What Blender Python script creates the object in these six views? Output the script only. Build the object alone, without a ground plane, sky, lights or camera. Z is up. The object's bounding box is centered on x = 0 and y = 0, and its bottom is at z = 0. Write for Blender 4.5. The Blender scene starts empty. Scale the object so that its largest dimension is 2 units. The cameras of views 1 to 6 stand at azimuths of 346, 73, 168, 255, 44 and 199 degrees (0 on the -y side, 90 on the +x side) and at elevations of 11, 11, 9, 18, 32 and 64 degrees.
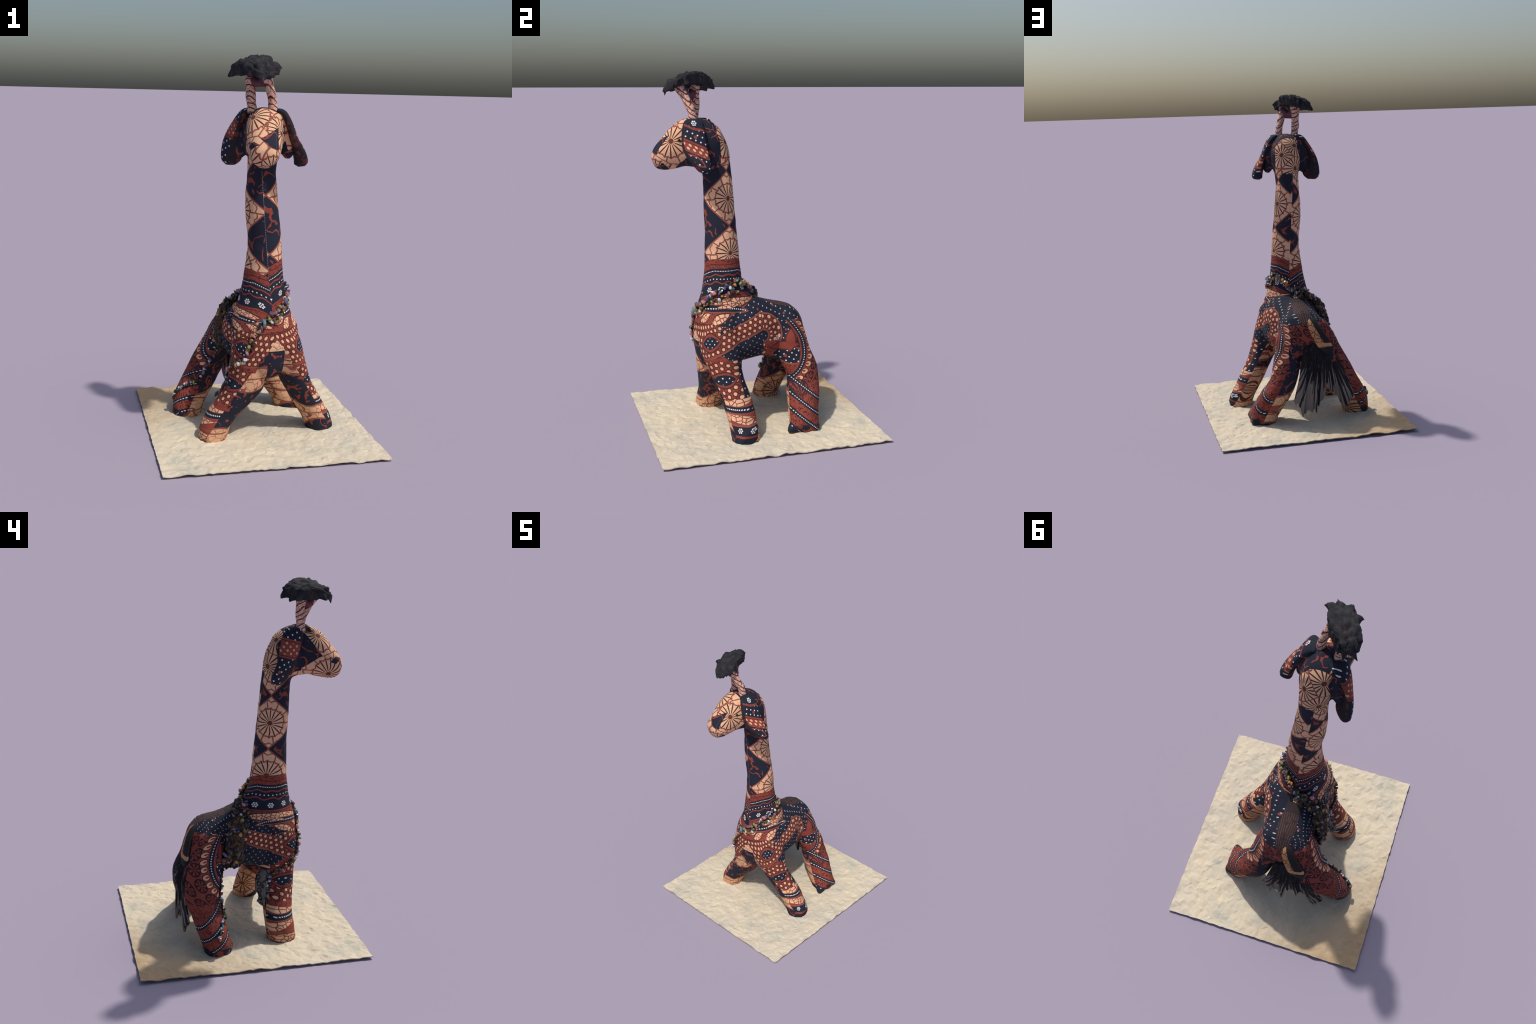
import bpy, bmesh, math, random
import numpy as np
from mathutils import Vector, Matrix, noise
from mathutils.bvhtree import BVHTree

rng = random.Random(7)
col = bpy.context.scene.collection

# ------------------------------------------------------------------ helpers
def catmull(rows, n):
    """Dense samples of a smooth curve through the given rows of numbers."""
    P = np.array(rows, float)
    P = np.vstack([2 * P[0] - P[1], P, 2 * P[-1] - P[-2]])
    out = []
    for i in range(1, len(P) - 2):
        a, b, c, d = P[i - 1], P[i], P[i + 1], P[i + 2]
        for k in range(n):
            t = k / n
            out.append(0.5 * (2 * b + (c - a) * t + (2 * a - 5 * b + 4 * c - d) * t * t + (3 * b - a - 3 * c + d) * t ** 3))
    out.append(P[-2])
    return np.array(out)

def ring_loft(rings, n=40, power=2.0):
    """rings: (centre, axis_u, axis_v, r_u, r_v) -> verts, faces of a closed skin."""
    V, F = [], []
    for c, u, v, ru, rv in rings:
        for k in range(n):
            a = 2 * math.pi * k / n
            ca, sa = math.cos(a), math.sin(a)
            ca = math.copysign(abs(ca) ** (2 / power), ca)
            sa = math.copysign(abs(sa) ** (2 / power), sa)
            V.append(Vector(c) + Vector(u) * (ru * ca) + Vector(v) * (rv * sa))
    m = len(rings)
    for i in range(m - 1):
        for k in range(n):
            k2 = (k + 1) % n
            F.append((i * n + k, i * n + k2, (i + 1) * n + k2, (i + 1) * n + k))
    F.append(tuple(reversed(range(n))))
    F.append(tuple(range((m - 1) * n, m * n)))
    return V, F

X, Y, Z = Vector((1, 0, 0)), Vector((0, 1, 0)), Vector((0, 0, 1))

def upright(rows, power=2.0):
    """Horizontal slices: z, cx, cy, rx, ry."""
    R = catmull(rows, 6)
    return ring_loft([((r[1], r[2], r[0]), X, Y, max(r[3], .004), max(r[4], .004)) for r in R], power=power)

def mesh_object(name, V, F, mats=(), smooth=True, parent=None):
    me = bpy.data.meshes.new(name)
    me.from_pydata([tuple(v) for v in V], [], F)
    bm = bmesh.new(); bm.from_mesh(me)
    bmesh.ops.recalc_face_normals(bm, faces=bm.faces)
    bm.to_mesh(me); bm.free()
    for m in mats: me.materials.append(m)
    me.polygons.foreach_set("use_smooth", [smooth] * len(me.polygons))
    ob = bpy.data.objects.new(name, me); col.objects.link(ob)
    if parent: ob.parent = parent
    return ob

def tube(points, radii, n=8):
    """Round tube along a list of points."""
    P = [Vector(p) for p in points]
    rings, up = [], Vector((0.3, 0.2, 0.93)).normalized()
    for i, p in enumerate(P):
        t = (P[min(i + 1, len(P) - 1)] - P[max(i - 1, 0)]).normalized()
        u = t.cross(up)
        if u.length < .05: u = t.cross(X)
        u.normalize(); v = t.cross(u); up = v if False else up
        r = radii[i] if hasattr(radii, '__len__') else radii
        rings.append((p, u, v, r, r))
    return ring_loft(rings, n)

class Pile:
    """Collects pieces of geometry into one mesh."""
    def __init__(s): s.V, s.F, s.M = [], [], []
    def add(s, VF, m=0):
        V, F = VF; o = len(s.V)
        s.V += list(V); s.F += [tuple(i + o for i in f) for f in F]; s.M += [m] * len(F)
    def build(s, name, mats=(), smooth=True, parent=None):
        ob = mesh_object(name, s.V, s.F, mats, smooth, parent)
        ob.data.polygons.foreach_set("material_index", s.M)
        return ob

# ------------------------------------------------------------------ soft body
NECK = [(.335, .01, -.215, .02, .03), (.35, .01, -.215, .05, .065), (.38, .005, -.212, .09, .10), (.44, .008, -.205, .138, .128),
        (.52, .008, -.198, .172, .143), (.60, .006, -.19, .180, .143), (.66, -.002, -.175, .158, .147), (.72, .0, -.155, .138, .152), (.78, .0, -.156, .121, .135),
        (.84, -.002, -.169, .109, .112), (.90, -.002, -.17, .102, .104), (.96, -.001, -.172, .0945, .099), (1.02, -.001, -.173, .088, .095),
        (1.08, -.002, -.174, .0865, .092), (1.14, -.011, -.175, .088, .090), (1.20, -.018, -.177, .0865, .0875), (1.26, -.023, -.179, .0845, .0855),
        (1.32, -.027, -.181, .0815, .0825), (1.38, -.026, -.184, .0765, .081), (1.44, -.028, -.187, .074, .081), (1.50, -.030, -.200, .077, .088),
        (1.56, -.034, -.212, .086, .094), (1.62, -.038, -.222, .088, .088), (1.67, -.042, -.23, .07, .07), (1.69, -.042, -.235, .03, .03)]
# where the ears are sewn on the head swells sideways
EAR_ROOTS = [[(1.50, .070, -.315, .012, .02), (1.53, .068, -.315, .030, .045), (1.60, .062, -.318, .036, .052), (1.66, .045, -.320, .034, .052), (1.715, .018, -.322, .03, .045), (1.735, .005, -.322, .012, .02)],
             [(1.495, -.148, -.215, .012, .02), (1.525, -.148, -.215, .030, .045), (1.58, -.150, -.218, .036, .052), (1.65, -.140, -.228, .034, .052), (1.712, -.118, -.245, .03, .045), (1.735, -.105, -.25, .012, .02)]]
# head: slices across its own direction: y, top z, bottom z, half width
HEAD = [(-.150, 1.630, 1.52, .040), (-.165, 1.680, 1.47, .070), (-.190, 1.710, 1.45, .088), (-.220, 1.732, 1.45, .097), (-.260, 1.745, 1.46, .100), (-.300, 1.748, 1.476, .099),
        (-.340, 1.744, 1.483, .097), (-.370, 1.739, 1.482, .093), (-.400, 1.724, 1.474, .089), (-.440, 1.690, 1.467, .083), (-.470, 1.652, 1.464, .077), (-.500, 1.620, 1.468, .068),
        (-.520, 1.594, 1.480, .056), (-.532, 1.572, 1.502, .040), (-.539, 1.555, 1.525, .015)]
# trunk: slices along y: cx, top z, bottom z, half width
TRUNK = [(-.20, 0, .70, .40, .10), (-.12, 0, .745, .395, .172), (-.05, -.002, .752, .40, .184), (0, -.003, .742, .40, .178), (.05, -.005, .722, .40, .166),
         (.12, -.008, .702, .41, .138), (.18, -.010, .688, .41, .140), (.22, -.012, .675, .42, .140), (.255, -.014, .650, .43, .124), (.285, -.020, .615, .40, .110), (.305, -.03, .56, .40, .06)]
# legs: horizontal slices z, cx, cy, rx, ry
BELLY = [(-.17, 0, .60, .36, .12), (-.12, 0, .64, .366, .168), (-.06, -.003, .66, .382, .186), (.0, -.005, .655, .392, .184), (.05, -.006, .64, .390, .172), (.10, -.008, .62, .372, .155), (.15, -.012, .58, .345, .125), (.18, -.015, .54, .36, .09)]
LEGS = {
 'front_a': [(.64, .065, -.195, .08, .10), (.56, .088, -.203, .100, .124), (.48, .114, -.207, .100, .122), (.42, .135, -.204, .095, .108), (.36, .160, -.197, .086, .093), (.30, .188, -.182, .081, .087), (.20, .248, -.152, .082, .084), (.10, .308, -.138, .078, .080), (.04, .332, -.132, .074, .079), (-.015, .342, -.130, .068, .074)],
 'front_b': [(.64, -.06, -.195, .08, .10), (.56, -.070, -.208, .090, .118), (.48, -.082, -.210, .093, .114), (.40, -.089, -.208, .094, .105), (.30, -.098, -.210, .103, .095), (.217, -.152, -.200, .100, .085), (.149, -.208, -.192, .090, .083), (.087, -.250, -.192, .083, .082), (.03, -.266, -.194, .077, .080), (-.015, -.272, -.201, .068, .074)],
 'hind_a': [(.635, .045, .18, .05, .06), (.60, .048, .185, .062, .085), (.52, .070, .197, .082, .104), (.45, .087, .216, .082, .100), (.35, .112, .249, .082, .103), (.28, .130, .267, .084, .094), (.20, .173, .255, .098, .094), (.114, .224, .240, .101, .086), (.05, .255, .235, .087, .084), (-.015, .265, .234, .076, .077)],
 'hind_b': [(.635, -.065, .18, .05, .06), (.60, -.082, .185, .084, .085), (.52, -.113, .204, .096, .102), (.45, -.140, .228, .099, .103), (.35, -.192, .250, .098, .102), (.28, -.222, .253, .103, .098), (.20, -.271, .229, .103, .090), (.12, -.316, .207, .097, .084), (.05, -.340, .188, .086, .081), (-.015, -.343, .184, .077, .075)]}
# seams gathered into points at the soles: from inside the foot, to the point
TOES = [((.350, -.125, .062), (.404, -.176, .018), .052), ((-.278, -.205, .060), (-.296, -.272, .018), .052), ((.285, .255, .055), (.342, .292, .022), .050), ((.285, .200, .055), (.330, .118, .024), .050),
        ((-.335, .160, .055), (-.330, .096, .022), .050), ((-.355, .20, .05), (-.425, .19, .022), .048)]
HEAD_TURN = Vector((.2, 1, 0)).normalized()          # the head looks a little towards -x
HEAD_SIDE = Vector((1, -.2, 0)).normalized()
def head_x(y): return -.028 + .2 * (y + .187)

def soft_body():
    pile = Pile()
    pile.add(upright(NECK))
    pile.add(ring_loft([((head_x(r[0]), r[0], (r[1] + r[2]) / 2), HEAD_SIDE, Z, max(r[3], .004), max((r[1] - r[2]) / 2, .004)) for r in catmull(HEAD, 6)], power=2.15))
    pile.add(ring_loft([((r[1], r[0], (r[2] + r[3]) / 2), X, Z, max(r[4], .004), max((r[2] - r[3]) / 2, .004)) for r in catmull(TRUNK, 6)], power=2.0))
    pile.add(ring_loft([((r[1], r[0], (r[2] + r[3]) / 2), X, Z, max(r[4], .004), max((r[2] - r[3]) / 2, .004)) for r in catmull(BELLY, 6)], power=2.5))
    for rows in (*LEGS.values(), *EAR_ROOTS): pile.add(upright(rows))
    for p, q, r in TOES:
        p, q = Vector(p), Vector(q)
        pile.add(tube([p.lerp(q, k / 7) for k in range(8)], [r * (1 - k / 7) ** .8 + .009 for k in range(8)], 16))
    ob = pile.build("body_skin")
    m = ob.modifiers.new("fuse", "REMESH"); m.mode = 'VOXEL'; m.voxel_size = .006
    m = ob.modifiers.new("soften", "SMOOTH"); m.factor = .5; m.iterations = 12
    dg = bpy.context.evaluated_depsgraph_get()
    me = bpy.data.meshes.new_from_object(ob.evaluated_get(dg))
    bpy.data.objects.remove(ob)
    # cloth stretched over stuffing bridges the creases where limbs meet the trunk
    co = np.array([v.co for v in me.vertices]); ed = np.array([e.vertices for e in me.edges])
    w = np.clip((co[:, 2] - .30) / .08, 0, 1) * np.clip((.84 - co[:, 2]) / .06, 0, 1) * .6
    deg = np.bincount(ed.ravel(), minlength=len(co)).astype(float)[:, None]
    for it in range(70):
        acc = np.zeros_like(co)
        np.add.at(acc, ed[:, 0], co[ed[:, 1]]); np.add.at(acc, ed[:, 1], co[ed[:, 0]])
        sign = 1.0 if it % 2 == 0 else -.90
        co += sign * w[:, None] * (acc / deg - co)
    for v, c in zip(me.vertices, co): v.co = c
    me.update()
    # the stuffing is uneven: low, broad swells and a few short creases
    n = [v.normal.copy() for v in me.vertices]
    for v in me.vertices:
        p = v.co
        d = .0035 * noise.noise(p * 11) + .0016 * noise.noise(p * 27 + Vector((5, 1, 2)))
        v.co = p + n[v.index] * d
        v.co.z = max(v.co.z, .012)
    return me

def region_of(p):
    """Anatomical part of a point on the body skin."""
    if p.z > 1.455 + .35 * (p.y + .19): return "head" if p.y < -.2 or p.z > 1.5 else "neck"
    if p.z > .79 - .12 * (p.y + .3): return "neck"
    if p.y < -.02 and p.z < .40 + .25 * (abs(p.x) - .1): return "foreleg" if p.x > .015 else "foreleg_"
    if p.y > .04 and p.z < .50 + .1 * (abs(p.x + .02) - .1): return "hindleg" if p.x > -.03 else "hindleg_"
    return "torso"

def split_body(me, mats, parent):
    me.calc_loop_triangles()
    normals = [v.normal.copy() for v in me.vertices]
    groups = {}
    for f in me.polygons: groups.setdefault(region_of(f.center), []).append(f)
    out = {}
    for key, faces in groups.items():
        used, V, F = {}, [], []
        for f in faces:
            idx = []
            for i in f.vertices:
                if i not in used: used[i] = len(V); V.append(me.vertices[i].co.copy())
                idx.append(used[i])
            F.append(idx)
        name = {"foreleg_": "foreleg", "hindleg_": "hindleg"}.get(key, key)
        m2 = bpy.data.meshes.new(name); m2.from_pydata(V, [], F)
        m2.polygons.foreach_set("use_smooth", [True] * len(F))
        m2.materials.append(mats[key])
        inv = sorted(used, key=used.get)
        m2.normals_split_custom_set_from_vertices([normals[i] for i in inv])
        ob = bpy.data.objects.new(name, m2); col.objects.link(ob); ob.parent = parent
        out[key] = ob
    return out
# ------------------------------------------------------------------ sewn-on parts
EARS = [
 [(.003, -.322, 1.734, 0, 1, .040, .012), (.033, -.33, 1.720, 0, 1, .054, .018), (.063, -.337, 1.668, .1, 1, .062, .020), (.090, -.337, 1.60, .15, 1, .066, .023),
  (.117, -.326, 1.55, .1, 1, .061, .027), (.138, -.308, 1.505, .0, 1, .046, .032), (.146, -.296, 1.475, 0, 1, .034, .033), (.148, -.294, 1.460, 0, 1, .014, .018)],
 [(-.103, -.255, 1.734, .2, 1, .040, .012), (-.140, -.243, 1.718, .1, 1, .053, .018), (-.171, -.226, 1.66, -.1, 1, .058, .020), (-.189, -.208, 1.60, -.35, 1, .060, .022),
  (-.190, -.191, 1.55, -.6, 1, .063, .024), (-.184, -.172, 1.505, -.8, 1, .064, .026), (-.182, -.160, 1.478, -.85, 1, .054, .026), (-.184, -.153, 1.457, -.85, 1, .028, .016)]]
HORNS = [[(-.012, -.320, 1.725, .025), (-.015, -.324, 1.76, 0.0225), (-.021, -.331, 1.795, 0.0215), (-.030, -.341, 1.82, .0225), (-.044, -.356, 1.86, .0225), (-.060, -.376, 1.90, .028), (-.068, -.392, 1.935, .028)],
         [(-.107, -.294, 1.72, .028), (-.113, -.291, 1.76, .0225), (-.117, -.287, 1.80, 0.0255), (-.116, -.284, 1.83, 0.0235), (-.119, -.286, 1.87, .0250), (-.118, -.288, 1.90, .030), (-.115, -.288, 1.935, .030)]]

def ear_mesh(rows):
    rings = []
    R = catmull(rows, 6)
    for i, r in enumerate(R):
        t = Vector(R[min(i + 1, len(R) - 1)][:3]) - Vector(R[max(i - 1, 0)][:3])
        w = Vector((r[3], r[4], 0)).normalized()
        th = t.cross(w).normalized()
        rings.append((r[:3], w, th, max(r[5], .003), max(r[6], .003)))
    return ring_loft(rings, 36, power=2.6)

def crumple(V, amount, scale, seed):
    o = Vector((seed, seed * 2.3, -seed))
    C = sum(V, Vector()) / len(V)
    return [v + Vector((noise.noise(v * scale + o), noise.noise(v * scale + o * 1.7), noise.noise(v * scale - o))) * amount for v in V]

def tuft(mats, parent):
    """Cap of black frizzy yarn across both horns: a domed, ragged pad."""
    c, along = Vector((-.110, -.326, 0)), Vector((-.41, .91, 0)).normalized()
    side = Vector((along.y, -along.x, 0))
    bm = bmesh.new(); bmesh.ops.create_icosphere(bm, subdivisions=5, radius=1)
    for v in bm.verts:
        p = v.co.normalized()
        r = math.hypot(p.x, p.y)
        a = math.atan2(p.y, p.x)
        rag = 1 + .13 * noise.noise(Vector((math.cos(a) * 2.2, math.sin(a) * 2.2, 3.1))) + .16 * max(0, noise.noise(Vector((math.cos(a) * 6, math.sin(a) * 6, 9)))) * r
        sq = (abs(p.x) ** 2.6 + abs(p.y) ** 2.6) ** (1 / 2.6) / max(r, 1e-4)
        f = r ** .5 / max(r, 1e-4) * rag / max(sq, .5) ** .8
        l, w = p.x * .142 * f, p.y * .071 * f
        L = l / .142
        top = 1.984 - .012 * r ** 2.5 - (.062 * max(-L, 0) ** 2 + .014 * max(L, 0) ** 2)
        low = 1.918 - .012 * r ** 3 - .012 * max(L, 0) ** 2 - (.020 * max(-L, 0) ** 2.5)
        z = top if p.z > 0 else low
        k = abs(p.z) ** .22
        mid = (top + low) / 2 - .012
        z = mid + (z - mid) * k + .24 * w
        q = c + along * l + side * w + Z * z
        n1 = noise.noise(q * 26); n2 = noise.noise(q * 75 + Vector((3, 7, 1)))
        d = .015 * (abs(n1) * 2 - .5) + .004 * (abs(n2) * 2 - .5) + .006 * max(0, noise.noise(q * 52 + Vector((9, 2, 4))))
        out = (along * l / .16 + side * w / .08 + Z * (p.z * .9)).normalized()
        v.co = q + out * d
    # a few stray points of yarn
    for at, to in [((-.098, -.455, 1.875), (-.098, -.455, 1.862)), ((-.035, -.460, 1.950), (-.028, -.474, 1.952)), ((-.185, -.385, 1.93), (-.195, -.388, 1.935)),
                   ((.0, -.40, 1.93), (.012, -.405, 1.935)), ((-.215, -.2, 1.915), (-.222, -.185, 1.895)), ((-.07, -.345, 1.985), (-.07, -.342, 1.999)),
                   ((-.15, -.175, 1.915), (-.152, -.162, 1.898))]:
        at, to = Vector(at), Vector(to)
        near = min(bm.verts, key=lambda v: (v.co - at).length)
        base = near.co.copy()
        if (to - base).length > .015: to = base + (to - base).normalized() * .015
        for v in bm.verts:
            d = (v.co - base).length
            if d < .022: v.co += (to - base) * (1 - d / .022) ** 1.3
    me = bpy.data.meshes.new("hair_tuft"); bm.to_mesh(me); bm.free()
    me.polygons.foreach_set("use_smooth", [True] * len(me.polygons))
    me.materials.append(mats)
    ob = bpy.data.objects.new("hair_tuft", me); col.objects.link(ob); ob.parent = parent
    # the pad's reddish lining sags between the horn tips
    pile = Pile()
    pile.add(tube([(-.05, -.372, 1.905), (-.075, -.34, 1.866), (-.094, -.315, 1.864), (-.118, -.287, 1.90)], [.024, .024, .024, .024], 14))
    return ob, pile

def sheet(mat):
    """Square of hand-made paper, a little buckled, with a thin edge."""
    nx, ny = 58, 62
    x0, x1, y0, y1 = -.586, .581, -.632, .636
    r = random.Random(3)
    def height(p):
        h = .0132 + .0050 * noise.noise(p * 11) + .0062 * noise.noise(p * 21 + Vector((4, 1, 0)))
        far = max(0, p.y - .1) * .01 * max(0, -p.x)
        h += .006 * max(0, (-p.x - .2) / .4) * max(0, (p.y + .1) / .7)
        # the middle, under the animal, is smoother and slightly raised
        m = math.exp(-((p.x / .3) ** 2 + ((p.y - .1) / .32) ** 2) * 1.2)
        return h * (1 - .5 * m) + m * .011
    V, F = [], []
    for j in range(ny + 1):
        for i in range(nx + 1):
            edge = i in (0, nx) or j in (0, ny)
            p = Vector((x0 + (x1 - x0) * i / nx, y0 + (y1 - y0) * j / ny, 0))
            jit = Vector((r.uniform(-.006, .006), r.uniform(-.006, .006), 0))
            if edge: jit *= .35
            p += jit
            h = height(p) + r.uniform(-.0026, .0026)
            if edge: h += .004 * noise.noise(p * 14)
            V.append(Vector((p.x, p.y, max(h, .0052))))
    top = len(V)
    W = nx + 1
    for j in range(ny):
        for i in range(nx):
            a, b, c_, d = j * W + i, j * W + i + 1, (j + 1) * W + i + 1, (j + 1) * W + i
            if r.random() < .5: F += [(a, b, c_), (a, c_, d)]
            else: F += [(a, b, d), (b, c_, d)]
    V += [Vector((v.x, v.y, v.z - .005)) for v in V[:top]]
    F += [tuple(reversed([i + top for i in f])) for f in F]
    loop = [i for i in range(W)] + [j * W + nx for j in range(1, ny + 1)] + [ny * W + i for i in range(nx - 1, -1, -1)] + [j * W for j in range(ny - 1, 0, -1)]
    for k in range(len(loop)):
        a, b = loop[k], loop[(k + 1) % len(loop)]
        F.append((a, a + top, b + top, b))
    low = min(v.z for v in V)
    for v in V: v.z -= low
    ob = mesh_object("paper_sheet", V, F, [mat], smooth=False)
    return ob

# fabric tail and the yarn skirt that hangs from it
TAIL = [(-.030, .225, .638, .024, .012), (-.045, .265, .622, .032, .016), (-.068, .298, .575, .038, .016), (-.095, .318, .52, .042, .016), (-.122, .330, .475, .042, .014), (-.142, .335, .45, .030, .010), (-.150, .338, .44, .012, .006)]

def tail_mesh():
    R = catmull(TAIL, 6); rings = []
    for i, r in enumerate(R):
        t = Vector(R[min(i + 1, len(R) - 1)][:3]) - Vector(R[max(i - 1, 0)][:3])
        w = Vector((1, .25, -.25)).normalized()
        th = t.cross(w).normalized()
        rings.append((r[:3], w, th, max(r[3], .003), max(r[4], .003)))
    return ring_loft(rings, 28, power=2.4)

SKIRT_EDGE = catmull([(0, .085, .14), (.10, .06, .09), (.2, .032, .05), (.28, .0, .08), (.37, -.035, .062), (.5, -.085, .13), (.6, -.13, .195), (.7, -.178, .17), (.8, -.215, .09), (.87, -.238, .07), (.94, -.265, .12), (1, -.29, .16)], 8)

def skirt_point(s, t):
    """s across 0 (+x) .. 1 (-x), t down 0 .. 1, in the plane of the hanging yarn."""
    topx, topz = .012 - .182 * s, .50 - .05 * abs(s - .45)
    # tongues of unequal length along the lower edge
    bx, bz = (float(np.interp(s, SKIRT_EDGE[:, 0], SKIRT_EDGE[:, k])) for k in (1, 2))
    lock = s * 9 + .35 * math.sin(s * 31); f = lock - math.floor(lock); k = math.floor(lock)
    bz += (.050 + .02 * math.sin(k * 5.1)) * abs(2 * f - 1) ** 1.4 * (1 if .02 < s < .98 else .3)
    x = topx + (bx - topx) * t ** .9
    z = topz + (bz - topz) * t
    y = .305 + .060 * math.sin(min(1, t * 1.25) * math.pi * .58) - .016 * t ** 2 + .010 * math.sin(s * 23) * t + t * t * (.016 * math.sin(k * 2.7) - .008 * abs(2 * f - 1))
    y -= .012 * (1 - min(1, s / .2)) * t
    y -= .006 * max(0, s - .8) / .2 * t
    return Vector((x, y, z))

def skirt(m_cloth, m_yarn, parent):
    ns, nt = 150, 46
    V, F = [], []
    for side in (0, 1):
        for j in range(nt + 1):
            for i in range(ns + 1):
                p = skirt_point(i / ns, j / nt)
                p.y += -.004 if side else .004 * (1 + noise.noise(Vector((i * .35, j * .06, 1))))
                V.append(p)
    W = ns + 1; o = W * (nt + 1)
    for j in range(nt):
        for i in range(ns):
            a = j * W + i
            F.append((a, a + 1, a + W + 1, a + W)); F.append((a + o, a + W + o, a + W + 1 + o, a + 1 + o))
    loop = list(range(W)) + [j * W + ns for j in range(1, nt + 1)] + [nt * W + i for i in range(ns - 1, -1, -1)] + [j * W for j in range(nt - 1, 0, -1)]
    for k in range(len(loop)):
        a, b = loop[k], loop[(k + 1) % len(loop)]
        F.append((a, a + o, b + o, b))
    ob = mesh_object("tail_fringe", V, F, [m_cloth], True, parent)
    r = random.Random(11)
    strands = []
    for k in range(32):
        s = (k + r.uniform(.1, .9)) / 32
        t1 = r.uniform(.6, 1.02) if r.random() < .45 else r.uniform(.3, .5)
        pts = []
        for q in range(15):
            t = t1 * q / 14
            p = skirt_point(min(1, max(0, s + .015 * math.sin(t * 9 + k))), min(t, 1.04))
            p.y += .006
            pts.append(p)
        rad = r.uniform(.0022, .0040)
        VF = tube(pts, [rad * (1.0 - .45 * q / 14) for q in range(15)], 7)
        strands.append(mesh_object("yarn_strand", *VF, [m_yarn], True, ob))
    return ob

# ------------------------------------------------------------------ bead garland
GARLAND = {  # name: way points, width of the string of beads, beads, lumps of yarn
 'chest': ([(-.165, -.27, .44), (-.133, -.315, .466), (-.105, -.33, .54), (-.068, -.335, .618), (-.03, -.325, .665), (.016, -.304, .711), (.058, -.300, .725), (.09, -.27, .76), (.119, -.238, .797), (.12, -.19, .815)], .012, 46),
 'chest_low': ([(.0, -.325, .665), (.035, -.32, .675), (.062, -.31, .695), (.095, -.28, .735), (.125, -.22, .765), (.13, -.16, .79), (.125, -.10, .80)], .010, 26),
 'nape': ([(.12, -.19, .815), (.105, -.12, .845), (.085, -.075, .848), (.055, -.05, .825), (.023, -.033, .796), (-.01, -.01, .77), (-.039, .013, .752)], .015, 34),
 'back': ([(-.039, .013, .752), (-.08, .01, .745), (-.12, .005, .735), (-.15, .02, .70), (-.172, .042, .66), (-.185, .06, .60), (-.19, .075, .54), (-.185, .085, .48), (-.18, .09, .44)], .042, 84),
 'hind_string': ([(-.175, .08, .57), (-.17, .11, .47), (-.185, .14, .40), (-.235, .145, .32), (-.283, .140, .236), (-.335, .150, .20), (-.372, .168, .175), (-.403, .183, .14), (-.415, .19, .10)], .009, 34),
 'fore_string': ([(-.155, -.285, .445), (-.185, -.24, .41), (-.19, -.19, .385), (-.195, -.15, .36), (-.20, -.12, .33), (-.225, -.10, .28), (-.245, -.092, .235)], .011, 30),
}
# ------------------------------------------------------------------ node expressions
class Ex:
    """One value socket; arithmetic on it adds Math nodes."""
    def __init__(s, g, k): s.g, s.k = g, k
    def _m(s, op, *a): return s.g.math(op, s, *a)
    def __add__(s, o): return s._m('ADD', o)
    __radd__ = __add__
    def __sub__(s, o): return s._m('SUBTRACT', o)
    def __rsub__(s, o): return s.g.math('SUBTRACT', o, s)
    def __mul__(s, o): return s._m('MULTIPLY', o)
    __rmul__ = __mul__
    def __truediv__(s, o): return s._m('DIVIDE', o)
    def __neg__(s): return s._m('MULTIPLY', -1.0)
    def __lt__(s, o): return s._m('LESS_THAN', o)
    def __gt__(s, o): return s._m('GREATER_THAN', o)
    def __and__(s, o): return s._m('MULTIPLY', o)
    def __or__(s, o): return s._m('MAXIMUM', o)
    def inv(s): return 1.0 - s
    def abs(s): return s._m('ABSOLUTE')
    def sin(s): return s._m('SINE')
    def cos(s): return s._m('COSINE')
    def sqrt(s): return s._m('SQRT')
    def sq(s): return s * s
    def min(s, o): return s._m('MINIMUM', o)
    def max(s, o): return s._m('MAXIMUM', o)
    def rep(s, period, at=0.0):
        """distance to the nearest of points repeated along a line, signed"""
        return s.g.math('FLOORED_MODULO', s - (at - period / 2), period) - period / 2
    def cell(s, period, at=0.0): return s.g.math('FLOOR', (s - (at - period / 2)) / period)
    def between(s, a, b): return (s > a) & (s < b)
    def ramp(s, a, b): return s.g.math('MULTIPLY', s - a, 1 / (b - a), clamp=True)

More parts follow.
